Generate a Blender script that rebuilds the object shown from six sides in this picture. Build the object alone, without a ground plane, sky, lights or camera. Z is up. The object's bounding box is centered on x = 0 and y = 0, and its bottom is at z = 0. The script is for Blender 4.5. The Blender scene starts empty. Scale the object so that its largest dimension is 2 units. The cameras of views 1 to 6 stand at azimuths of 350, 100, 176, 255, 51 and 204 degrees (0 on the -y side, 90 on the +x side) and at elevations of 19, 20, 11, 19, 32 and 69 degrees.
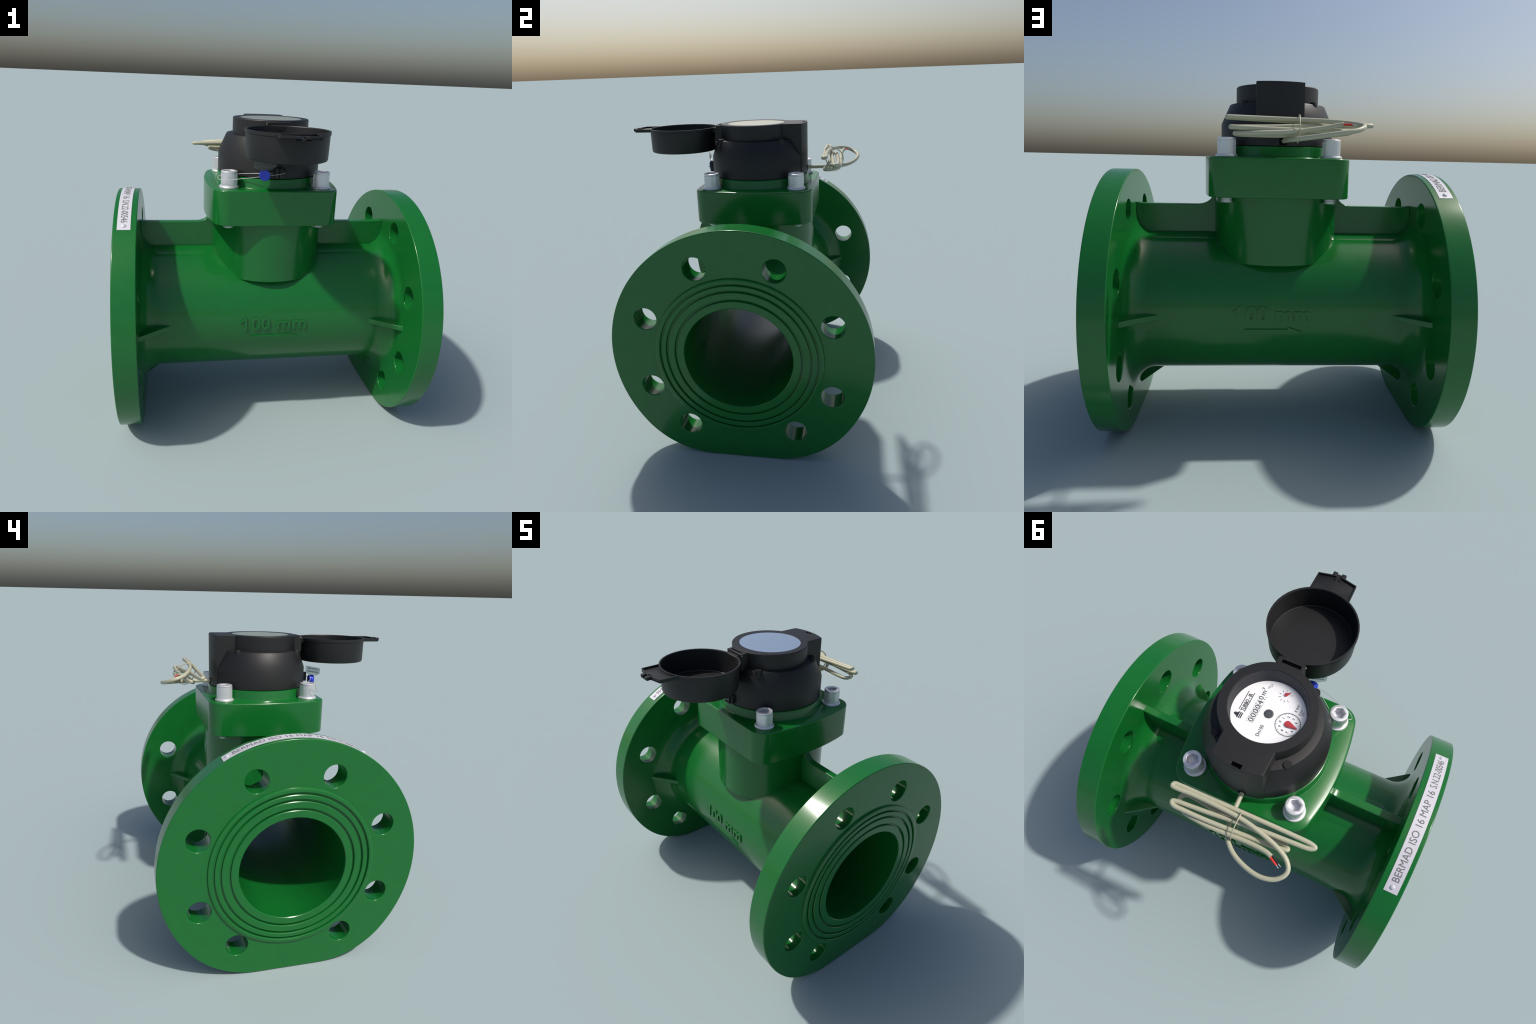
# Flanged cast water meter with an open hinged lid, coiled pulse cable and wire seal.
# Frame: metres, z up, pipe axis along x.
import bpy, bmesh, math
from math import sin, cos, pi, sqrt, radians, atan2, hypot
from mathutils import Vector, Matrix

# ------------------------------------------------------------------ key sizes
YC, ZC = 0.0505, 0.7165          # pipe axis
ZF = 0.7105                     # the flange discs sit a little below the bore centre
R_FLANGE, X_FACE, X_BACK = 0.8050, 0.9765, 0.839
X_RAISED = 0.992
R_PIPE, R_BORE = 0.4190, 0.332
YB = 0.048                      # register housing axis
YR = 0.029                      # register ring / glass axis
LID_Y = -0.494


# ------------------------------------------------------------------ materials
def node_mat(name, base, rough=0.4, metallic=0.0, spec=0.5, grain=0.04, grain_scale=60.0,
             bump=0.0, coat=0.0, transmission=0.0, ior=1.5):
    m = bpy.data.materials.new(name)
    m.use_nodes = True
    nt = m.node_tree
    bs = nt.nodes["Principled BSDF"]
    tc = nt.nodes.new("ShaderNodeTexCoord")
    nz = nt.nodes.new("ShaderNodeTexNoise")
    nz.inputs["Scale"].default_value = grain_scale
    nz.inputs["Detail"].default_value = 4.0
    nt.links.new(tc.outputs["Object"], nz.inputs["Vector"])
    ramp = nt.nodes.new("ShaderNodeValToRGB")
    lo = [max(0.0, c * (1 - grain)) for c in base]
    hi = [min(1.0, c * (1 + grain)) for c in base]
    ramp.color_ramp.elements[0].position = 0.3
    ramp.color_ramp.elements[1].position = 0.7
    ramp.color_ramp.elements[0].color = (*lo, 1)
    ramp.color_ramp.elements[1].color = (*hi, 1)
    nt.links.new(nz.outputs["Fac"], ramp.inputs["Fac"])
    nt.links.new(ramp.outputs["Color"], bs.inputs["Base Color"])
    mr = nt.nodes.new("ShaderNodeMapRange")
    mr.inputs["To Min"].default_value = rough * 0.93
    mr.inputs["To Max"].default_value = rough * 1.07
    nt.links.new(nz.outputs["Fac"], mr.inputs["Value"])
    nt.links.new(mr.outputs["Result"], bs.inputs["Roughness"])
    bs.inputs["Metallic"].default_value = metallic
    bs.inputs["Specular IOR Level"].default_value = spec
    bs.inputs["Coat Weight"].default_value = coat
    bs.inputs["Transmission Weight"].default_value = transmission
    bs.inputs["IOR"].default_value = ior
    if bump > 0:
        bp = nt.nodes.new("ShaderNodeBump")
        bp.inputs["Strength"].default_value = bump
        bp.inputs["Distance"].default_value = 0.002
        nt.links.new(nz.outputs["Fac"], bp.inputs["Height"])
        nt.links.new(bp.outputs["Normal"], bs.inputs["Normal"])
    return m


GREEN = node_mat("green_enamel", (0.006, 0.138, 0.022), rough=0.20, spec=0.5, grain=0.03, grain_scale=14)
BLACK = node_mat("black_plastic", (0.0115, 0.0115, 0.0118), rough=0.48, spec=0.42, grain=0.05, grain_scale=90)
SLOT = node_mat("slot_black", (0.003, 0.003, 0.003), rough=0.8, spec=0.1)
STEEL = node_mat("zinc_steel", (0.80, 0.80, 0.82), rough=0.34, metallic=0.6, grain=0.03, grain_scale=120)
DIAL = node_mat("dial_white", (0.93, 0.93, 0.94), rough=0.5, spec=0.3, grain=0.01)
INK = node_mat("dial_ink", (0.035, 0.036, 0.040), rough=0.6, spec=0.2)
INKGREY = node_mat("dial_ink_grey", (0.24, 0.245, 0.25), rough=0.6, spec=0.2)
RED = node_mat("pointer_red", (0.42, 0.03, 0.035), rough=0.45)
LABEL = node_mat("label_metal", (0.62, 0.61, 0.655), rough=0.40, metallic=0.0, grain=0.02)
LABELINK = node_mat("label_ink", (0.17, 0.17, 0.175), rough=0.6, spec=0.2)
CABLE = node_mat("cable_sheath", (0.455, 0.445, 0.318), rough=0.42, grain=0.03, grain_scale=80)
REDWIRE = node_mat("red_insulation", (0.75, 0.03, 0.02), rough=0.4)
BLACKWIRE = node_mat("black_insulation", (0.012, 0.012, 0.012), rough=0.4)
BLUE = node_mat("blue_seal_plastic", (0.024, 0.052, 0.60), rough=0.32, spec=0.5)
TAG = node_mat("clear_tag_plastic", (0.62, 0.68, 0.68), rough=0.15, transmission=0.92, ior=1.12)
WIREGREY = node_mat("seal_wire_grey", (0.50, 0.50, 0.49), rough=0.4, metallic=0.3)
BRASS = node_mat("hinge_pin_brass", (0.75, 0.70, 0.40), rough=0.4, metallic=0.6)
GLASS = node_mat("register_glass", (1.0, 1.0, 1.0), rough=0.0, transmission=1.0, ior=1.45, grain=0.0)
for l in list(GLASS.node_tree.links):
    if l.to_socket.name == "Roughness":
        GLASS.node_tree.links.remove(l)
GLASS.node_tree.nodes["Principled BSDF"].inputs["Roughness"].default_value = 0.0


# ------------------------------------------------------------------ mesh helpers
def new_obj(name, mesh, parent, mat=None, angle=35, weighted=False):
    if mat is not None:
        mesh.materials.clear()
        mesh.materials.append(mat)
    mesh.shade_smooth()
    mesh.set_sharp_from_angle(angle=radians(angle))
    o = bpy.data.objects.new(name, mesh)
    bpy.context.scene.collection.objects.link(o)
    if weighted:                             # flat faces stay flat, only the rounded edges bend the light
        wn = o.modifiers.new("weighted", "WEIGHTED_NORMAL")
        wn.keep_sharp = True
        wn.weight = 100
        bpy.context.view_layer.update()
        me2 = bpy.data.meshes.new_from_object(o.evaluated_get(bpy.context.evaluated_depsgraph_get()))
        o.modifiers.clear()
        o.data = me2
        me2.name = name
    o.parent = parent
    return o


def mesh_from_bm(bm, name):
    bmesh.ops.recalc_face_normals(bm, faces=bm.faces)
    me = bpy.data.meshes.new(name)
    bm.to_mesh(me)
    bm.free()
    return me


def revolve(bm, prof, seg, axis="z", c=(0, 0, 0), closed=False, centres=None):
    """prof: list of (radius, height) turned round an axis; radius 0 gives a pole."""
    rings = []
    for k, (r, h) in enumerate(prof):
        cc = centres[k] if centres else c
        ring = []
        n = 1 if r < 1e-6 else seg
        for i in range(n):
            a = 2 * pi * i / seg
            if axis == "z":
                p = (cc[0] + r * cos(a), cc[1] + r * sin(a), h)
            else:
                p = (h, cc[1] + r * cos(a), cc[2] + r * sin(a))
            ring.append(bm.verts.new(p))
        rings.append(ring)
    pairs = list(zip(rings[:-1], rings[1:]))
    if closed:
        pairs.append((rings[-1], rings[0]))
    for A, B in pairs:
        for i in range(seg):
            j = (i + 1) % seg
            if len(A) == 1 and len(B) == 1:
                continue
            if len(A) == 1:
                bm.faces.new((A[0], B[i], B[j]))
            elif len(B) == 1:
                bm.faces.new((A[i], A[j], B[0]))
            else:
                bm.faces.new((A[i], A[j], B[j], B[i]))


def circle_pts(r, n=48, c=(0, 0), a0=0.0):
    return [(c[0] + r * cos(a0 + 2 * pi * i / n), c[1] + r * sin(a0 + 2 * pi * i / n)) for i in range(n)]


def prism(outline, holes, z0, z1, bevel=0.0, bevel_res=2):
    """Filled 2D outline with holes, extruded along z with rounded edges -> mesh in xy/z."""
    cu = bpy.data.curves.new("tmp", "CURVE")
    cu.dimensions = "2D"
    cu.fill_mode = "BOTH"
    for pts in [outline] + list(holes):
        sp = cu.splines.new("POLY")
        sp.points.add(len(pts) - 1)
        for p, q in zip(sp.points, pts):
            p.co = (q[0], q[1], 0, 1)
        sp.use_cyclic_u = True
    h = (z1 - z0) / 2
    cu.extrude = h - bevel
    cu.bevel_depth = bevel
    cu.bevel_resolution = bevel_res
    cu.offset = -bevel
    ob = bpy.data.objects.new("tmp", cu)
    bpy.context.scene.collection.objects.link(ob)
    bpy.context.view_layer.update()
    me = bpy.data.meshes.new_from_object(ob.evaluated_get(bpy.context.evaluated_depsgraph_get()))
    bpy.data.objects.remove(ob)
    bpy.data.curves.remove(cu)
    bm = bmesh.new()
    bm.from_mesh(me)
    bpy.data.meshes.remove(me)
    bmesh.ops.remove_doubles(bm, verts=bm.verts, dist=1e-6)
    bmesh.ops.translate(bm, verts=bm.verts, vec=(0, 0, (z0 + z1) / 2))
    return bm


def merge(bm, other):
    me = bpy.data.meshes.new("tmp")
    other.to_mesh(me)
    other.free()
    bm.from_mesh(me)
    bpy.data.meshes.remove(me)


def box(bm, x0, x1, y0, y1, z0, z1):
    vs = [bm.verts.new((x, y, z)) for x in (x0, x1) for y in (y0, y1) for z in (z0, z1)]
    for f in ((0, 1, 3, 2), (4, 6, 7, 5), (0, 4, 5, 1), (2, 3, 7, 6), (0, 2, 6, 4), (1, 5, 7, 3)):
        bm.faces.new([vs[i] for i in f])


def bevel_all(bm, w, seg=2, angle=40):
    es = [e for e in bm.edges if len(e.link_faces) == 2 and e.calc_face_angle(0) > radians(angle)]
    bmesh.ops.bevel(bm, geom=es, offset=w, segments=seg, affect="EDGES", profile=0.5, clamp_overlap=True)


def tube(name, pts, r, parent, mat, res=10, samples=10, cyclic=False, smooth=True):
    """Round tube along a Catmull-Rom curve through pts."""
    P = [Vector(p) for p in pts]
    if smooth:
        Q = []
        n = len(P)
        rng = range(n) if cyclic else range(n - 1)
        for i in rng:
            if cyclic:
                a, b, c, d = P[(i - 1) % n], P[i], P[(i + 1) % n], P[(i + 2) % n]
            else:
                a, b, c, d = P[max(i - 1, 0)], P[i], P[i + 1], P[min(i + 2, n - 1)]
            # centripetal spacing keeps tight turns round
            t0 = 0.0
            t1 = t0 + max((b - a).length, 1e-6) ** 0.5
            t2 = t1 + max((c - b).length, 1e-6) ** 0.5
            t3 = t2 + max((d - c).length, 1e-6) ** 0.5
            for s in range(samples):
                t = t1 + (t2 - t1) * s / samples
                A1 = a.lerp(b, (t - t0) / (t1 - t0)) if a != b else b
                A2 = b.lerp(c, (t - t1) / (t2 - t1))
                A3 = c.lerp(d, (t - t2) / (t3 - t2)) if c != d else c
                B1 = A1.lerp(A2, (t - t0) / (t2 - t0))
                B2 = A2.lerp(A3, (t - t1) / (t3 - t1))
                Q.append(B1.lerp(B2, (t - t1) / (t2 - t1)))
        if not cyclic:
            Q.append(P[-1])
        P = Q
    bm = bmesh.new()
    rings = []
    n = len(P)
    tans = []
    for i in range(n):
        if cyclic:
            t = P[(i + 1) % n] - P[(i - 1) % n]
        else:
            t = P[min(i + 1, n - 1)] - P[max(i - 1, 0)]
        tans.append(t.normalized())
    nrm = tans[0].orthogonal().normalized()
    for i in range(n):
        if i:
            nrm = (tans[i - 1].rotation_difference(tans[i]) @ nrm)
            nrm = (nrm - tans[i] * nrm.dot(tans[i])).normalized()
        bi = tans[i].cross(nrm)
        rings.append([bm.verts.new(P[i] + r * (cos(2 * pi * k / res) * nrm + sin(2 * pi * k / res) * bi)) for k in range(res)])
    lim = n if cyclic else n - 1
    for i in range(lim):
        A, B = rings[i], rings[(i + 1) % n]
        off = 0
        if cyclic and i == n - 1:
            off = min(range(res), key=lambda o: (A[0].co - B[o].co).length)
        for k in range(res):
            bm.faces.new((A[k], A[(k + 1) % res], B[(k + 1 + off) % res], B[(k + off) % res]))
    if not cyclic:
        bm.faces.new(rings[0])
        bm.faces.new(rings[-1])
    return new_obj(name, mesh_from_bm(bm, name), parent, mat, 50)


def text_bm(body, size, extrude=0.0, bold=0.0, spacing=1.0):
    """Text as a bmesh, lower left corner at the origin, in the xy plane."""
    cu = bpy.data.curves.new("tmp", "FONT")
    cu.body = body
    cu.size = size
    cu.extrude = extrude
    cu.offset = bold
    cu.resolution_u = 4
    cu.space_character = spacing
    ob = bpy.data.objects.new("tmp", cu)
    bpy.context.scene.collection.objects.link(ob)
    bpy.context.view_layer.update()
    me = bpy.data.meshes.new_from_object(ob.evaluated_get(bpy.context.evaluated_depsgraph_get()))
    bpy.data.objects.remove(ob)
    bpy.data.curves.remove(cu)
    bm = bmesh.new()
    bm.from_mesh(me)
    bpy.data.meshes.remove(me)
    bmesh.ops.remove_doubles(bm, verts=bm.verts, dist=1e-6)
    x0 = min(v.co.x for v in bm.verts)
    bmesh.ops.translate(bm, verts=bm.verts, vec=(-x0, 0, 0))
    return bm


def text_width(bm):
    return max(v.co.x for v in bm.verts)


def fit_width(bm, w):
    s = w / text_width(bm)
    for v in bm.verts:
        v.co.x *= s


def empty(name, loc=(0, 0, 0), parent=None):
    o = bpy.data.objects.new(name, None)
    o.empty_display_size = 0.2
    o.location = loc
    bpy.context.scene.collection.objects.link(o)
    if parent:
        o.parent = parent
    return o


root = empty("water_meter")
root["label"] = "green flanged water meter with open black lid and coiled cable"
root["category"] = "water meter"


# ------------------------------------------------------------------ flanges
def flange_outline():
    """Disc whose underside is cut flat to stand on, with the corners rounded into it."""
    rf = 0.55
    a = sqrt((R_FLANGE - rf) ** 2 - (ZF - rf) ** 2)
    cz = rf - ZF
    th = atan2(cz, a)                      # where the small arc meets the disc
    pts = []
    n = 150
    for i in range(n + 1):
        t = th + (pi - 2 * th) * i / n
        pts.append((R_FLANGE * cos(t), R_FLANGE * sin(t)))
    m = 34
    a1 = pi - th
    for i in range(1, m + 1):
        t = a1 + (1.5 * pi - a1) * i / m
        pts.append((-a + rf * cos(t), cz + rf * sin(t)))
    for i in range(0, m):
        t = -0.5 * pi + (th + 0.5 * pi) * i / m
        pts.append((a + rf * cos(t), cz + rf * sin(t)))
    return pts


HOLES = [(s * 0.2325, 0.5645) for s in (1, -1)] + [(s * 0.564, 0.2335) for s in (1, -1)] + \
        [(s * 0.5625, -0.2305) for s in (1, -1)] + [(s * 0.337, -0.496) for s in (1, -1)]
HOLE_R = 0.0705

for side in (1, -1):
    bm = prism(flange_outline(), [circle_pts(HOLE_R, 40, (c[0], c[1] + ZC - ZF)) for c in HOLES] + [circle_pts(0.40, 64, (0, ZC - ZF))],
               X_BACK, X_FACE, bevel=0.006, bevel_res=2)
    for v in bm.verts:
        y, z, x = v.co
        v.co = (side * x, YC + 0.0005 + y, ZF + z)
    bmesh.ops.recalc_face_normals(bm, faces=bm.faces)
    fl = new_obj("flange", mesh_from_bm(bm, "flange"), root, GREEN, 50, weighted=True)
    # raised sealing face with three turned grooves
    prof = [(R_BORE, 0.86), (R_BORE, X_RAISED - 0.004), (R_BORE + 0.004, X_RAISED)]
    for g in (0.385, 0.440, 0.481):
        w, d = 0.0098, 0.014
        prof += [(g - w, X_RAISED), (g - w + 0.0035, X_RAISED - 0.0028), (g - 0.0045, X_RAISED - d),
                 (g + 0.0045, X_RAISED - d), (g + w - 0.0035, X_RAISED - 0.0028), (g + w, X_RAISED)]
    prof += [(0.500, X_RAISED), (0.508, X_RAISED - 0.001), (0.514, X_RAISED - 0.004),
             (0.518, X_FACE - 0.002), (0.518, 0.86)]
    bm = bmesh.new()
    revolve(bm, [(r, side * x) for r, x in prof], 128, "x", (0, YC, ZC), closed=True)
    new_obj("sealing_face", mesh_from_bm(bm, "sealing_face"), fl, GREEN, 28)

# ------------------------------------------------------------------ pipe with flared ends
FR = 0.127                                   # fillet pipe -> flange back
prof = []
xs = X_BACK - FR
prof.append((R_BORE, -0.86))
prof.append((R_PIPE + FR, -X_BACK - 0.003))
for i in range(13):
    t = pi / 2 * i / 12
    prof.append((R_PIPE + FR - FR * sin(t), -X_BACK + FR - FR * cos(t)))
for i in range(12, -1, -1):
    t = pi / 2 * i / 12
    prof.append((R_PIPE + FR - FR * sin(t), X_BACK - FR + FR * cos(t)))
prof.append((R_PIPE + FR, X_BACK + 0.003))
prof.append((R_BORE, 0.86))
bm = bmesh.new()
revolve(bm, prof, 128, "x", (0, YC, ZC), closed=True)
pipe = new_obj("pipe", mesh_from_bm(bm, "pipe"), root, GREEN, 40)

# three triangular gussets behind each flange (left, right and below)
for side in (1, -1):
    for ang in (0.0, pi, -pi / 2):
        bm = bmesh.new()
        t = 0.016
        sec = [(0.64, 0.36), (0.655, R_PIPE), (0.8405, 0.555), (0.8405, 0.36)]
        rings = []
        for w in (-t, t):
            ring = []
            for x, r in sec:
                y, z = r * cos(ang) - w * sin(ang), r * sin(ang) + w * cos(ang)
                ring.append(bm.verts.new((side * x, YC + y, ZC + (0.011 if ang == pi else 0.002 if ang == 0.0 else 0.0) + z)))
            rings.append(ring)
        bm.faces.new(rings[0])
        bm.faces.new(rings[1])
        for i in range(4):
            j = (i + 1) % 4
            bm.faces.new((rings[0][i], rings[0][j], rings[1][j], rings[1][i]))
        bmesh.ops.recalc_face_normals(bm, faces=bm.faces)
        bevel_all(bm, 0.003, 2)
        new_obj("gusset", mesh_from_bm(bm, "gusset"), root, GREEN, 50, weighted=True)

# vertical web on top of the pipe between neck and flange
for side in (1, -1):
    top = 1.314
    line = [(0.300, 1.40), (0.378, 1.40)]
    cx, cr = 0.470, 0.075                    # curve up under the cover plate
    for i in range(9):
        t = pi - (pi / 2) * i / 8
        line.append((cx + 0.092 * cos(t), top + cr - cr * sin(t)))
    line += [(0.60, top), (0.75, top), (0.80, top + 0.001), (0.8405, top + 0.006), (0.8405, 1.0), (0.300, 1.0)]
    bm = prism([(side * x, z) for x, z in line], [], -0.024, 0.024, bevel=0.006)
    for v in bm.verts:
        x, z, y = v.co
        v.co = (x, YC + y, z)
    bmesh.ops.recalc_face_normals(bm, faces=bm.faces)
    new_obj("web", mesh_from_bm(bm, "web"), root, GREEN, 50, weighted=True)

# shallow cast pad from which the web rises
for side in (1, -1):
    half = [(0.000, 1.1465), (0.030, 1.1465), (0.050, 1.1445), (0.068, 1.1405), (0.086, 1.1345), (0.104, 1.1265), (0.122, 1.1165), (0.140, 1.1040)]
    sec = [(-y, z) for y, z in reversed(half[1:])] + half
    bm = bmesh.new()
    rows = [[bm.verts.new((side * x, YC + y, z)) for y, z in sec + [(0.14, 1.05), (-0.14, 1.05)]] for x in (0.30, 0.45, 0.60, 0.74, 0.8395)]
    m = len(sec) + 2
    for A, B in zip(rows[:-1], rows[1:]):
        for i in range(m):
            j = (i + 1) % m
            bm.faces.new((A[i], A[j], B[j], B[i]))
    bm.faces.new(rows[0])
    bm.faces.new(rows[-1])
    new_obj("web_pad", mesh_from_bm(bm, "web_pad"), root, GREEN, 40)

# ------------------------------------------------------------------ neck, cover plate, collar
bm = bmesh.new()
revolve(bm, [(0, 1.001), (0.365, 1.001), (0.369, 1.005), (0.369, 1.392), (0, 1.392)], 96, "z", (0, YC, 0))
new_obj("neck", mesh_from_bm(bm, "neck"), root, GREEN, 40)


def plate_outline():
    rc, cc, bulge = 0.10, 0.29, 1.43
    pts = []
    q = []
    for i in range(13):                      # crowned side
        y = 0.3125 * i / 12
        q.append((0.4215 - y * y / (2 * bulge), y))
    for i in range(1, 15):                   # corner
        t = radians(13) + (pi / 2 - radians(13)) * i / 14
        q.append((cc + rc * cos(t), cc + rc * sin(t)))
    pts += q
    pts += [(-x, y) for x, y in reversed(q)]
    pts += [(-x, -y) for x, y in q[1:]]
    pts += [(x, -y) for x, y in list(reversed(q))[:-1]]
    return pts


# plate built as stacked outlines: rounded edges; flat top's normals tilted for sun glare
PO = plate_outline()
n = len(PO)
nrm2 = []
for i in range(n):
    dx, dy = PO[(i + 1) % n][0] - PO[i - 1][0], PO[(i + 1) % n][1] - PO[i - 1][1]
    d = hypot(dx, dy)
    nrm2.append((dy / d, -dx / d))
bm = bmesh.new()
levels = [(0.005, 1.3810), (0.0015, 1.3825), (0.0, 1.3860), (0.0, 1.590), (0.0030, 1.5971), (0.010, 1.600)]
rings = [[bm.verts.new((x - nx * d, YC + y - ny * d, z)) for (x, y), (nx, ny) in zip(PO, nrm2)] for d, z in levels]
XI = 0.265
rings.append([bm.verts.new((max(-XI, min(XI, x)) * 0.985, YC + y * 0.93, 1.600)) for x, y in PO])
for A, B in zip(rings[:-1], rings[1:]):
    for i in range(n):
        j = (i + 1) % n
        bm.faces.new((A[i], A[j], B[j], B[i]))
bm.faces.new(rings[-1])
bm.faces.new(rings[0])
me = mesh_from_bm(bm, "cover_plate")
plate = new_obj("cover_plate", me, root, GREEN, 50, weighted=True)
me = plate.data
cn = [Vector(c.vector) for c in me.corner_normals]
for p in me.polygons:
    if p.normal.z < 0.98 or p.center.z < 1.58:
        continue
    for li in p.loop_indices:
        v = me.vertices[me.loops[li].vertex_index].co
        if v.z > 1.5995 and abs(v.x) > XI + 0.01 and len(p.vertices) == 4:
            yr = abs(v.y - YC)
            k = max(0.0, min(1.0, (abs(v.x) - XI) / 0.10)) * (1.0 if yr < 0.30 else max(0.0, 1 - (yr - 0.30) / 0.07))
            t = radians(15.5) * k
            cn[li] = Vector((math.copysign(sin(t), v.x), 0, cos(t)))
me.normals_split_custom_set(cn)

bm = bmesh.new()
revolve(bm, [(0.347, 1.599), (0.341, 1.602), (0.3375, 1.610), (0.3365, 1.650), (0.334, 1.657), (0.327, 1.6605), (0, 1.661)],
        96, "z", (0, YC + 0.001, 0))
new_obj("collar", mesh_from_bm(bm, "collar"), plate, GREEN, 35)


# ------------------------------------------------------------------ cast lettering and arrow
def wrap_on_pipe(bm, front, lift=0.0):
    for v in bm.verts:
        s = -1 if front else 1
        a = (v.co.y - ZC) / R_PIPE
        r = R_PIPE + v.co.z + lift
        x = v.co.x if front else -v.co.x
        v.co = (x, YC + s * r * cos(a), ZC + r * sin(a))


for front in (True, False):
    bm = text_bm("00", 0.118, extrude=0.006, bold=0.0032)
    fit_width(bm, 0.125)
    bmesh.ops.translate(bm, verts=bm.verts, vec=(0.072, 0, 0))
    mm = text_bm("mm", 0.118, extrude=0.006, bold=0.0025)
    fit_width(mm, 0.200)
    bmesh.ops.translate(mm, verts=mm.verts, vec=(0.237, 0, 0))
    merge(bm, mm)
    one = [(0.0, 0.058), (0.020, 0.066), (0.032, 0.084), (0.046, 0.084), (0.046, 0), (0.028, 0), (0.028, 0.060), (0.0, 0.046)]
    merge(bm, prism(one, [], -0.006, 0.006))
    x0 = -0.214 if front else -0.247
    bmesh.ops.translate(bm, verts=bm.verts, vec=(x0, 0.699, 0.002))
    wrap_on_pipe(bm, front)
    new_obj("raised_lettering", mesh_from_bm(bm, "raised_lettering"), pipe, GREEN, 30)
    sx = -0.141 if front else -0.182
    arrow = [(0, 0.622), (0.242, 0.622), (0.242, 0.606), (0.318, 0.638), (0.242, 0.666), (0.242, 0.652), (0, 0.652)]
    fine = []
    for i, p in enumerate(arrow):
        q = arrow[(i + 1) % len(arrow)]
        fine += [(sx + p[0] + (q[0] - p[0]) * k / 4, p[1] + (q[1] - p[1]) * k / 4) for k in range(4)]
    bm = prism(fine, [], -0.006, 0.0065)
    wrap_on_pipe(bm, front)
    new_obj("raised_arrow", mesh_from_bm(bm, "raised_arrow"), pipe, GREEN, 30)


# ------------------------------------------------------------------ bolts
def bolt_mesh():
    bm = bmesh.new()
    hexa = circle_pts(0.0315, 6, a0=0.2)
    star = []
    n = 56
    for i in range(n):
        for f, r in ((0.0, 0.0505), (0.5, 0.0505), (0.62, 0.0490), (0.88, 0.0490)):
            a = 2 * pi * (i + f) / n
            star.append((r * cos(a), r * sin(a)))
    merge(bm, prism(star, [hexa], 1.655, 1.690))
    merge(bm, prism(star, [], 1.610, 1.6552))
    merge(bm, prism(circle_pts(0.0503, 56), [hexa], 1.6895, 1.7035, bevel=0.005))
    revolve(bm, [(0, 1.598), (0.058, 1.598), (0.061, 1.602), (0.061, 1.608), (0.058, 1.613), (0.050, 1.614), (0, 1.614)], 56)
    pr = [(0, 1.349), (0.029, 1.349), (0.034, 1.354)]
    z = 1.356
    while z < 1.41:
        pr += [(0.034, z), (0.030, z + 0.004), (0.034, z + 0.008)]
        z += 0.0085
    pr += [(0, z)]
    revolve(bm, pr, 32)
    bmesh.ops.recalc_face_normals(bm, faces=bm.faces)
    me = bpy.data.meshes.new("bolt")
    bm.to_mesh(me)
    bm.free()
    return me


bolt0 = None
for k, (sx, sy) in enumerate(((-1, -1), (1, -1), (1, 1), (-1, 1))):
    if bolt0 is None:
        bolt0 = new_obj("bolt", bolt_mesh(), root, STEEL, 30)
        b = bolt0
    else:
        b = bolt0.copy()
        bpy.context.scene.collection.objects.link(b)
    b.location = (sx * 0.2895, YC + sy * 0.2835, 0)
    b.rotation_euler = (0, 0, (0.1, 0.5, 0.85, 0.3)[k])

# ------------------------------------------------------------------ register housing
SEG = 56
prof = [(0, 1.661), (0.322, 1.661), (0.331, 1.664), (0.331, 1.786), (0.283, 1.893), (0.279, 1.898), (0.235, 1.906), (0, 1.906)]
cen = [(0, YB, 0)] * 4 + [(0, 0.040, 0)] * 4
bm = bmesh.new()
revolve(bm, prof, SEG, "z", centres=cen)
housing = new_obj("register_housing", mesh_from_bm(bm, "register_housing"), root, BLACK, 38)

bm = bmesh.new()
revolve(bm, [(0.243, 1.890), (0.243, 1.995), (0.239, 2.0), (0.1965, 2.0), (0.1952, 1.9985), (0.188, 1.912), (0.188, 1.890)],
        64, "z", (0, YR, 0), closed=True)
ring = new_obj("register_ring", mesh_from_bm(bm, "register_ring"), housing, BLACK, 30)

# inner wall of the dial recess, a lighter grey than the ring
bm = bmesh.new()
revolve(bm, [(0.1945, 1.9975), (0.1925, 1.9975), (0.1870, 1.944), (0.1890, 1.944)], 64, "z", (0, YR, 0), closed=True)
new_obj("dial_recess_wall", mesh_from_bm(bm, "dial_recess_wall"), ring, node_mat("recess_wall_grey", (0.020, 0.020, 0.022), rough=0.6, spec=0.3), 30)

# cable outlet block behind the ring, with its small slot
out = []
rb = 0.3350
for i in range(17):
    x = 0.131 - 0.262 * i / 16
    out.append((x, YB + sqrt(rb * rb - x * x)))
for i in range(17):                          # inner edge follows the ring
    x = -0.133 + 0.266 * i / 16
    out.append((x, YR + sqrt(0.222 ** 2 - x * x)))
slot = [(-0.025, 0.351), (0.025, 0.351), (0.025, 0.371), (-0.025, 0.371)]
bm = prism(out, [slot], 1.662, 1.9995, bevel=0.0025, bevel_res=1)
# the skirt below the sloping shoulder lies flush with the round housing
block = new_obj("outlet_block", mesh_from_bm(bm, "outlet_block"), housing, BLACK, 50, weighted=True)
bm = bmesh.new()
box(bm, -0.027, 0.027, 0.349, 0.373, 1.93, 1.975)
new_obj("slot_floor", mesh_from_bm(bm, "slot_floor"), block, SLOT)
bm = bmesh.new()
box(bm, -0.036, 0.004, 0.36, 0.3840, 1.6655, 1.706)
new_obj("cable_outlet", mesh_from_bm(bm, "cable_outlet"), block, SLOT)

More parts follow.
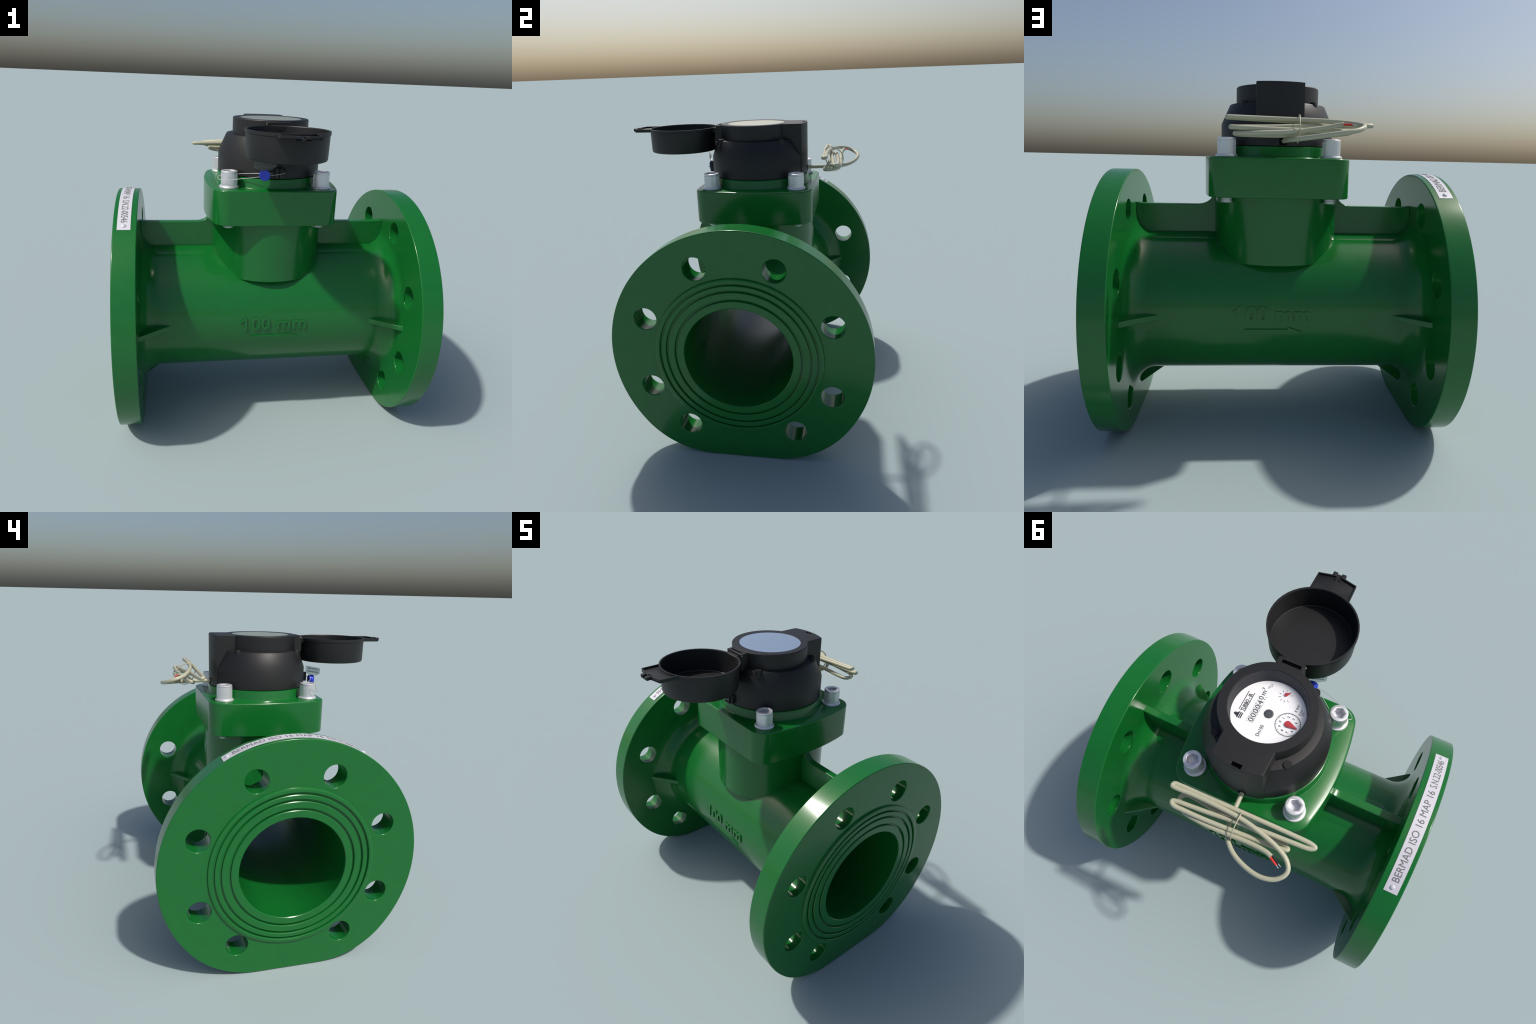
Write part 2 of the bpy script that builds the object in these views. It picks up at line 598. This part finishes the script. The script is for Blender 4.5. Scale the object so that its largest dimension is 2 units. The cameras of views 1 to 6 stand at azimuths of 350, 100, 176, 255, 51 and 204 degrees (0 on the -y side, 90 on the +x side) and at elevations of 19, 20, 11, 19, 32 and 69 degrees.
# four small pegs on the shoulder
peg0 = None
for x, y in ((0.194, 0.2255), (-0.194, 0.2255), (0.160, -0.185), (-0.160, -0.185)):
    if peg0 is None:
        bm = bmesh.new()
        revolve(bm, [(0, 1.80), (0.010, 1.80), (0.0215, 1.868), (0.0215, 1.906), (0.0200, 1.909), (0, 1.909)], 24)
        peg0 = new_obj("peg", mesh_from_bm(bm, "peg"), housing, BLACK, 30)
        p = peg0
    else:
        p = peg0.copy()
        bpy.context.scene.collection.objects.link(p)
    p.location = (x, y, 0)

# sealing lug on the front of the housing
bm = bmesh.new()
box(bm, -0.022, 0.002, -0.318, -0.27, 1.672, 1.735)
box(bm, 0.006, 0.026, -0.314, -0.27, 1.668, 1.733)
box(bm, 0.026, 0.046, -0.302, -0.27, 1.670, 1.725)
bmesh.ops.recalc_face_normals(bm, faces=bm.faces)
bevel_all(bm, 0.004, 2)
new_obj("sealing_lug", mesh_from_bm(bm, "sealing_lug"), housing, BLACK, 30)

# hinge between ring and lid
bm = prism([(-0.072, -0.250), (0.070, -0.250), (0.074, -0.19), (-0.076, -0.19)],
           [[(-0.054, -0.236), (0.048, -0.236), (0.048, -0.219), (-0.054, -0.219)]], 1.885, 1.993, bevel=0.003, bevel_res=1)
hinge = new_obj("hinge", mesh_from_bm(bm, "hinge"), housing, BLACK, 50, weighted=True)
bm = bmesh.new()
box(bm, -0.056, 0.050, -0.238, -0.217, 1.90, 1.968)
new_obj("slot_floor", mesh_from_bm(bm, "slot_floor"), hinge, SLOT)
bm = bmesh.new()
revolve(bm, [(0.0, -0.0765), (0.0035, -0.0765), (0.0035, 0.0725), (0, 0.0725)], 12, "x", (0, -0.243, 1.982))
new_obj("hinge_pin", mesh_from_bm(bm, "hinge_pin"), hinge, BRASS)

# ------------------------------------------------------------------ dial behind glass
ZD = 1.9505
bm = bmesh.new()
revolve(bm, [(0, ZD), (0.186, ZD), (0.1885, ZD - 0.003), (0.1885, ZD - 0.008), (0, ZD - 0.008)], 72, "z", (0, YR, 0))
dial = new_obj("dial", mesh_from_bm(bm, "dial"), root, DIAL, 40)


def on_dial(bm, x, y, lift=0.0006, rot=-pi / 2):
    """Place flat art on the dial; +x of the art reads towards -y, its top towards +x."""
    c, s = cos(rot), sin(rot)
    for v in bm.verts:
        a, b, z = v.co
        v.co = (x + c * a - s * b, YR + y + s * a + c * b, ZD + lift + z)


def dial_text(body, size, x, y, width=None, bold=0.0, mat=INK, rot=-pi / 2, centred=False):
    bm = text_bm(body, size, extrude=0.0004, bold=bold)
    if width:
        fit_width(bm, width)
    if centred:
        w = text_width(bm)
        bmesh.ops.translate(bm, verts=bm.verts, vec=(-w / 2, -size * 0.34, 0))
    on_dial(bm, x, y, rot=rot)
    return new_obj("dial_marking", mesh_from_bm(bm, "dial_marking"), dial, mat)


def dial_poly(pts, x, y, mat=INK, holes=(), rot=-pi / 2, h=0.0008, name="dial_marking"):
    bm = prism(pts, holes, 0, h)
    on_dial(bm, x, y, lift=0.0003, rot=rot)
    return new_obj(name, mesh_from_bm(bm, name), dial, mat)


def rect(x0, y0, x1, y1):
    return [(x0, y0), (x1, y0), (x1, y1), (x0, y1)]


dial_text("TURBO - IR", 0.027, 0.1145, 0.040, width=0.105, bold=0.0006)
dial_poly(rect(0, 0, 0.113, 0.0032), 0.1395, 0.038)
dial_poly(rect(0, 0, 0.116, 0.0032), 0.1090, 0.041)
# plain emblem: a rounded figure over three bars
dial_poly([(0.000, 0.012), (0.008, 0.016), (0.010, 0.026), (0.016, 0.034), (0.023, 0.031), (0.027, 0.024),
           (0.024, 0.019), (0.030, 0.016), (0.030, 0.012)], 0.1215, 0.083)
for k in range(3):
    dial_poly(rect(0.000, 0.0075 - 0.0085 * k, 0.034, 0.0125 - 0.0085 * k), 0.1215, 0.083)
# counter digits in their windows
for k, ch in enumerate("00004"):
    dial_text(ch, 0.040, 0.0500, 0.074 - 0.0258 * k, width=0.0175 if ch != "4" else 0.0185, mat=INK)
    yy = 0.0785 - 0.0258 * k
    dial_poly(rect(0, -0.003, 0.025, 0.034), 0.0490, yy, mat=INKGREY,
              holes=[rect(0.0009, -0.0021, 0.0241, 0.0331)], h=0.0005)
dial_text("0", 0.036, 0.0580, -0.0560, width=0.017)
dial_text("4 1", 0.011, 0.0470, -0.0590, width=0.016)
dial_text("m", 0.034, 0.0600, -0.0830, width=0.026)
dial_text("3", 0.020, 0.0760, -0.1130, width=0.009)
dial_text("Dn100", 0.026, -0.0100, 0.1310, width=0.062)
dial_text("X 0,01", 0.017, -0.1210, -0.0620, width=0.045)
dial_text("0.1m³", 0.014, -0.1440, -0.0540, width=0.036)
for x, y in ((0.048, -0.141), (-0.1580, -0.060)):
    tagp = [(0, 0), (0.012, 0), (0.018, 0.005), (0.012, 0.010), (0, 0.010)]
    inn = [(0.0013, 0.0013), (0.0115, 0.0013), (0.0160, 0.005), (0.0115, 0.0087), (0.0013, 0.0087)]
    dial_poly(tagp, x, y, holes=[inn])
dial_text("10", 0.012, 0.056, -0.127, width=0.012)
# litre star dial: short radial strokes round a small drop pointer
for k in range(10):
    a = 2 * pi * k / 10 + 0.2
    if k == 7:
        continue
    c, s = cos(a), sin(a)
    st = [(0.023, -0.0008), (0.036, -0.0008), (0.036, 0.0008), (0.023, 0.0008)]
    dial_poly([(c * u - s * w, s * u + c * w) for u, w in st], -0.0350, -0.1235)
# ten-division subdial
SX, SY = -0.1100, 0.0145
dial_poly(circle_pts(0.0640, 72), SX, SY, mat=INKGREY, holes=[circle_pts(0.0600, 72)], h=0.0005)
for k in range(50):
    a = 2 * pi * k / 50
    r0 = 0.0520 if k % 5 == 0 else 0.0560
    w = 0.0008 if k % 5 == 0 else 0.0005
    c, s = cos(a), sin(a)
    st = [(r0, -w), (0.0602, -w), (0.0602, w), (r0, w)]
    dial_poly([(c * u - s * v2, s * u + c * v2) for u, v2 in st], SX, SY, mat=INK if k % 5 == 0 else INKGREY, h=0.0006)
for k in range(10):
    a = pi / 2 - 2 * pi * k / 10
    dial_text(str(k), 0.017, SX + 0.041 * sin(a), SY - 0.041 * cos(a), centred=True, bold=0.0002)


def drop(r, length, ang, x, y, name):
    """Tear-drop pointer: round body with a long tip."""
    pts = []
    half = math.acos(r / length) * 0.92
    n = 28
    for i in range(n + 1):
        a = half + (2 * pi - 2 * half) * i / n
        pts.append((r * cos(a), r * sin(a)))
    pts.append((length * 0.99, -0.0012))
    pts.append((length * 0.99, 0.0012))
    c, s = cos(ang), sin(ang)
    pts = [(c * u - s * v2, s * u + c * v2) for u, v2 in pts]
    bm = prism(pts, [], 0.003, 0.006, bevel=0.0005, bevel_res=1)
    on_dial(bm, x, y, rot=0)
    return new_obj(name, mesh_from_bm(bm, name), dial, RED)


drop(0.0165, 0.052, atan2(0.006, -0.050), SX, SY, "pointer")
drop(0.0085, 0.023, atan2(-0.015, -0.0165), -0.0350, -0.1295, "pointer")
# centre hub
bm = bmesh.new()
revolve(bm, [(0.024, ZD - 0.001), (0.024, ZD + 0.002), (0.022, ZD + 0.003), (0, ZD + 0.003)], 36, "z", (-0.002, YR + 0.001, 0))
for k in range(6):
    a = 2 * pi * k / 6
    revolve(bm, [(0.0042, ZD + 0.0025), (0.003, ZD + 0.0045), (0, ZD + 0.005)], 12, "z",
            (-0.002 + 0.015 * cos(a), YR + 0.001 + 0.015 * sin(a), 0))
new_obj("dial_hub", mesh_from_bm(bm, "dial_hub"), dial,
        node_mat("hub_grey", (0.055, 0.06, 0.065), rough=0.4))

# thin glass pane: mirror-like at low angles, clear from above (its face is turned inwards)
bm = bmesh.new()
revolve(bm, [(0.1955, 1.9990), (0.1, 1.9990), (0, 1.9990)], 72, "z", (0, YR, 0))
for f in bm.faces:
    f.normal_update()
    if f.normal.z > 0:
        f.normal_flip()
me = bpy.data.meshes.new("glass_pane")
bm.to_mesh(me)
bm.free()
new_obj("glass_pane", me, root, GLASS, 30)

# ------------------------------------------------------------------ lid (open, lying flat in front)
lid = None
bm = bmesh.new()
LB = LID_Y - 0.005
revolve(bm, [(0, 1.818), (0.219, 1.818), (0.2265, 1.821), (0.2295, 1.829), (0.2345, 1.957), (0.2385, 1.959),
             (0.2385, 1.977), (0.2310, 1.977), (0.2285, 1.973), (0.2232, 1.843), (0.219, 1.839), (0, 1.839)],
        44, "z", centres=[(0, LB, 0)] * 4 + [(0, LID_Y, 0)] * 5 + [(0, LB, 0)] * 3)
lid = new_obj("lid", mesh_from_bm(bm, "lid"), root, BLACK, 26)
# latch tongue: shallow tray with a raised border and two teeth
rim = []
for i in range(9):
    x = 0.1115 - 0.223 * i / 8
    rim.append((x, LID_Y - sqrt(0.2290 ** 2 - x * x)))
outer = rim + [(-0.1085, -0.8145), (-0.036, -0.831), (0.036, -0.831), (0.1085, -0.8145)]
bm = prism(outer, [], 1.9565, 1.9665, bevel=0.001, bevel_res=1)
wall = [(0.1115, -0.700), (0.1085, -0.8145), (0.036, -0.831), (0.026, -0.833)]
for sx in (1, -1):
    for (x0, y0), (x1, y1) in zip(wall[:-1], wall[1:]):
        d = hypot(x1 - x0, y1 - y0)
        nx, ny = (y1 - y0) / d * 0.006, -(x1 - x0) / d * 0.006
        q = [(x0, y0), (x1, y1), (x1 + nx, y1 + ny), (x0 + nx, y0 + ny)]
        merge(bm, prism([(sx * a, b) for a, b in q], [], 1.958, 1.977))
    merge(bm, prism([(sx * a, b) for a, b in rect(0.012, -0.8560, 0.036, -0.828)], [], 1.957, 1.9765, bevel=0.001, bevel_res=1))
    merge(bm, prism([(sx * a, b) for a, b in rect(0.008, -0.822, 0.016, -0.812)], [], 1.960, 1.974, bevel=0.001, bevel_res=1))
merge(bm, prism(rect(-0.036, -0.8560, 0.036, -0.822), [], 1.9575, 1.964))
new_obj("latch_tongue", mesh_from_bm(bm, "latch_tongue"), lid, BLACK, 30)
# hinge knuckle
bm = bmesh.new()
box(bm, -0.050, 0.046, -0.262, -0.232, 1.955, 1.978)
box(bm, -0.064, 0.062, -0.2705, -0.254, 1.945, 1.9755)
bmesh.ops.recalc_face_normals(bm, faces=bm.faces)
bevel_all(bm, 0.003, 1)
new_obj("hinge_knuckle", mesh_from_bm(bm, "hinge_knuckle"), lid, BLACK, 30)

# ------------------------------------------------------------------ nameplate on the left flange rim
LX0, LX1 = -0.951, -0.874
LA0, LA1 = 31.1, -33.8                       # degrees from the top towards +y


def on_rim(xx, ang_deg, r):
    a = radians(ang_deg)
    return (xx, YC + r * sin(a), ZF + r * cos(a))


bm = bmesh.new()
n = 48
rows = []
for i in range(n + 1):
    a = LA0 + (LA1 - LA0) * i / n
    rows.append([bm.verts.new(on_rim(x, a, r)) for x, r in
                 ((LX0, R_FLANGE - 0.003), (LX0, R_FLANGE + 0.0022), (LX1, R_FLANGE + 0.0022), (LX1, R_FLANGE - 0.003))])
for A, B in zip(rows[:-1], rows[1:]):
    for k in range(4):
        j = (k + 1) % 4
        bm.faces.new((A[k], A[j], B[j], B[k]))
bm.faces.new(rows[0])
bm.faces.new(rows[-1])
plate_lab = new_obj("nameplate", mesh_from_bm(bm, "nameplate"), root, LABEL, 30)


def rim_text(body, a0, a1, size):
    bm = text_bm(body, size, extrude=0.0006)
    fit_width(bm, radians(a0 - a1) * R_FLANGE)
    for v in bm.verts:
        ang = a0 - math.degrees(v.co.x / R_FLANGE)
        v.co = on_rim(-0.9315 + v.co.y, ang, R_FLANGE + 0.0026 + v.co.z)
    return new_obj("nameplate_lettering", mesh_from_bm(bm, "nameplate_lettering"), plate_lab, LABELINK)


rim_text("BERMAD ISO 16 MAP 16", 26.5, -12.0, 0.057)
rim_text("S.N.22-00546", -13.6, -29.8, 0.057)
for a in (28.9, -31.6):
    bm = bmesh.new()
    revolve(bm, [(0.0135, 0.0), (0.0125, 0.004), (0.0085, 0.007), (0, 0.0085)], 24)
    c = Vector(on_rim(-0.913, a, R_FLANGE + 0.002))
    rot = Vector((0, 0, 1)).rotation_difference(Vector((0, sin(radians(a)), cos(radians(a))))).to_matrix()
    for v in bm.verts:
        v.co = c + rot @ v.co
    new_obj("rivet", mesh_from_bm(bm, "rivet"), plate_lab, LABEL)

# ------------------------------------------------------------------ pulse cable, coiled and tied
CR = 0.0122
CABLE_PATH = [
    (-0.0200, 0.372, 1.6880), (-0.0225, 0.42, 1.6885), (-0.0260, 0.48, 1.6890), (-0.0320, 0.54, 1.6890), (-0.0560, 0.615, 1.6900),
    (-0.1150, 0.675, 1.6970), (-0.2050, 0.715, 1.7100), (-0.2900, 0.728, 1.7245), (-0.3560, 0.712, 1.7370),
    (-0.3920, 0.678, 1.7530), (-0.3960, 0.648, 1.7630), (-0.3700, 0.612, 1.7720), (-0.3200, 0.584, 1.7800),
    (-0.2200, 0.553, 1.7870), (-0.1000, 0.530, 1.7915), (0.0500, 0.522, 1.7945), (0.1700, 0.522, 1.7965), (0.2550, 0.527, 1.7975),
    (0.2790, 0.524, 1.7975), (0.2760, 0.511, 1.7965), (0.2400, 0.507, 1.7950),
    (0.1200, 0.504, 1.7910), (-0.0500, 0.499, 1.7860), (-0.2000, 0.495, 1.7810), (-0.3500, 0.493, 1.7770), (-0.4480, 0.495, 1.7745),
    (-0.4690, 0.503, 1.7735), (-0.4520, 0.516, 1.7715),
    (-0.3600, 0.525, 1.7680), (-0.2200, 0.533, 1.7640), (-0.0800, 0.545, 1.7580), (0.0600, 0.560, 1.7510), (0.1800, 0.570, 1.7470), (0.2360, 0.575, 1.7450),
    (0.2590, 0.582, 1.7450), (0.2490, 0.597, 1.7445),
    (0.1800, 0.600, 1.7420), (0.0600, 0.597, 1.7390), (-0.0800, 0.588, 1.7370), (-0.2200, 0.578, 1.7365), (-0.3200, 0.569, 1.7370),
    (-0.3530, 0.559, 1.7370), (-0.3400, 0.545, 1.7310),
    (-0.2600, 0.537, 1.7200), (-0.1200, 0.533, 1.7150), (0.0500, 0.527, 1.7110), (0.1700, 0.516, 1.7120), (0.2200, 0.518, 1.7130),
    (0.2380, 0.534, 1.7150), (0.2340, 0.568, 1.7160), (0.1950, 0.599, 1.7165),
    (0.1000, 0.613, 1.7190), (-0.0200, 0.614, 1.7250), (-0.1300, 0.609, 1.7390), (-0.2150, 0.610, 1.7520), (-0.2700, 0.617, 1.7625), (-0.3000, 0.627, 1.7680)]
cable = tube("cable", CABLE_PATH, CR, root, CABLE, res=14, samples=6)
end = Vector(CABLE_PATH[-1])
d = Vector((-0.055, 0.029, -0.003)).normalized()
sidev = Vector((0.47, 0.88, 0.0)).normalized()
for s, mat in ((1, REDWIRE), (-1, BLACKWIRE)):
    off = sidev * (0.0055 * s)
    w = tube("wire", [end - d * 0.012 + off, end + d * 0.018 + off * 1.05, end + d * 0.046 + off * 1.1], 0.0052, cable, mat, res=10, samples=6)
    tube("wire_core", [end + d * 0.044 + off * 1.1, end + d * 0.064 + off * 1.15], 0.0017, w, STEEL, res=8, samples=2)
TIE = [(-0.087, 0.500, 1.790), (-0.087, 0.515, 1.812), (-0.087, 0.545, 1.815), (-0.085, 0.590, 1.797), (-0.083, 0.620, 1.765),
       (-0.082, 0.626, 1.730), (-0.080, 0.618, 1.700), (-0.078, 0.590, 1.680), (-0.078, 0.560, 1.676), (-0.080, 0.528, 1.690),
       (-0.083, 0.505, 1.725), (-0.086, 0.495, 1.760)]
tube("cable_tie", TIE, 0.0032, cable, CABLE, res=8, samples=8, cyclic=True)

# ------------------------------------------------------------------ wire seal
seal = empty("wire_seal", (0, 0, 0), root)
bm = bmesh.new()
sc = Vector((-0.089, -0.330, 1.693))
revolve(bm, [(0, -0.0125), (0.0315, -0.0125), (0.0325, -0.010), (0.0325, 0.006), (0.0300, 0.010), (0.030, 0.019), (0, 0.019)], 36, "x", (0, 0, 0))
M = Matrix.Rotation(pi / 2, 3, "Z") @ Matrix.Identity(3)
for v in bm.verts:
    v.co = sc + M @ v.co
new_obj("seal_disc", mesh_from_bm(bm, "seal_disc"), seal, BLUE, 30)
# numbered tag
tp = [(-0.074, 0.003), (-0.074, 0.042), (0.074, 0.042), (0.074, 0.003), (0.030, -0.016), (-0.030, -0.016)]
bm = prism(tp, [], -0.004, 0.004, bevel=0.0008, bevel_res=1)
TAGM = Matrix.Translation((-0.086, -0.338, 1.738)) @ Matrix.Rotation(radians(19), 4, "Z") @ Matrix.Rotation(pi / 2, 4, "X")
bm.transform(TAGM)
tag = new_obj("seal_tag", mesh_from_bm(bm, "seal_tag"), seal, TAG, 30)
for line, yy in (("0000686", 0.022), ("0000686", 0.002)):
    bm = text_bm(line, 0.020, extrude=0.0004)
    fit_width(bm, 0.12)
    bmesh.ops.translate(bm, verts=bm.verts, vec=(-0.06, yy, 0.0042))
    bm.transform(TAGM)
    new_obj("tag_lettering", mesh_from_bm(bm, "tag_lettering"), tag, LABELINK)
bx, by = -0.2895, YC - 0.2835
WIRE = [(0.035, -0.322, 1.706), (0.000, -0.330, 1.699), (-0.06, -0.334, 1.692), (-0.12, -0.336, 1.684), (-0.20, -0.322, 1.672), (-0.27, -0.302, 1.661),
        (-0.330, -0.287, 1.656), (-0.356, -0.266, 1.654), (-0.360, -0.244, 1.668), (-0.345, -0.234, 1.672), (-0.30, -0.232, 1.674), (-0.24, -0.236, 1.682),
        (-0.19, -0.270, 1.692), (-0.15, -0.297, 1.698), (-0.10, -0.318, 1.702), (-0.04, -0.322, 1.702)]
tube("seal_wire", WIRE, 0.0017, seal, WIREGREY, res=8, samples=8)
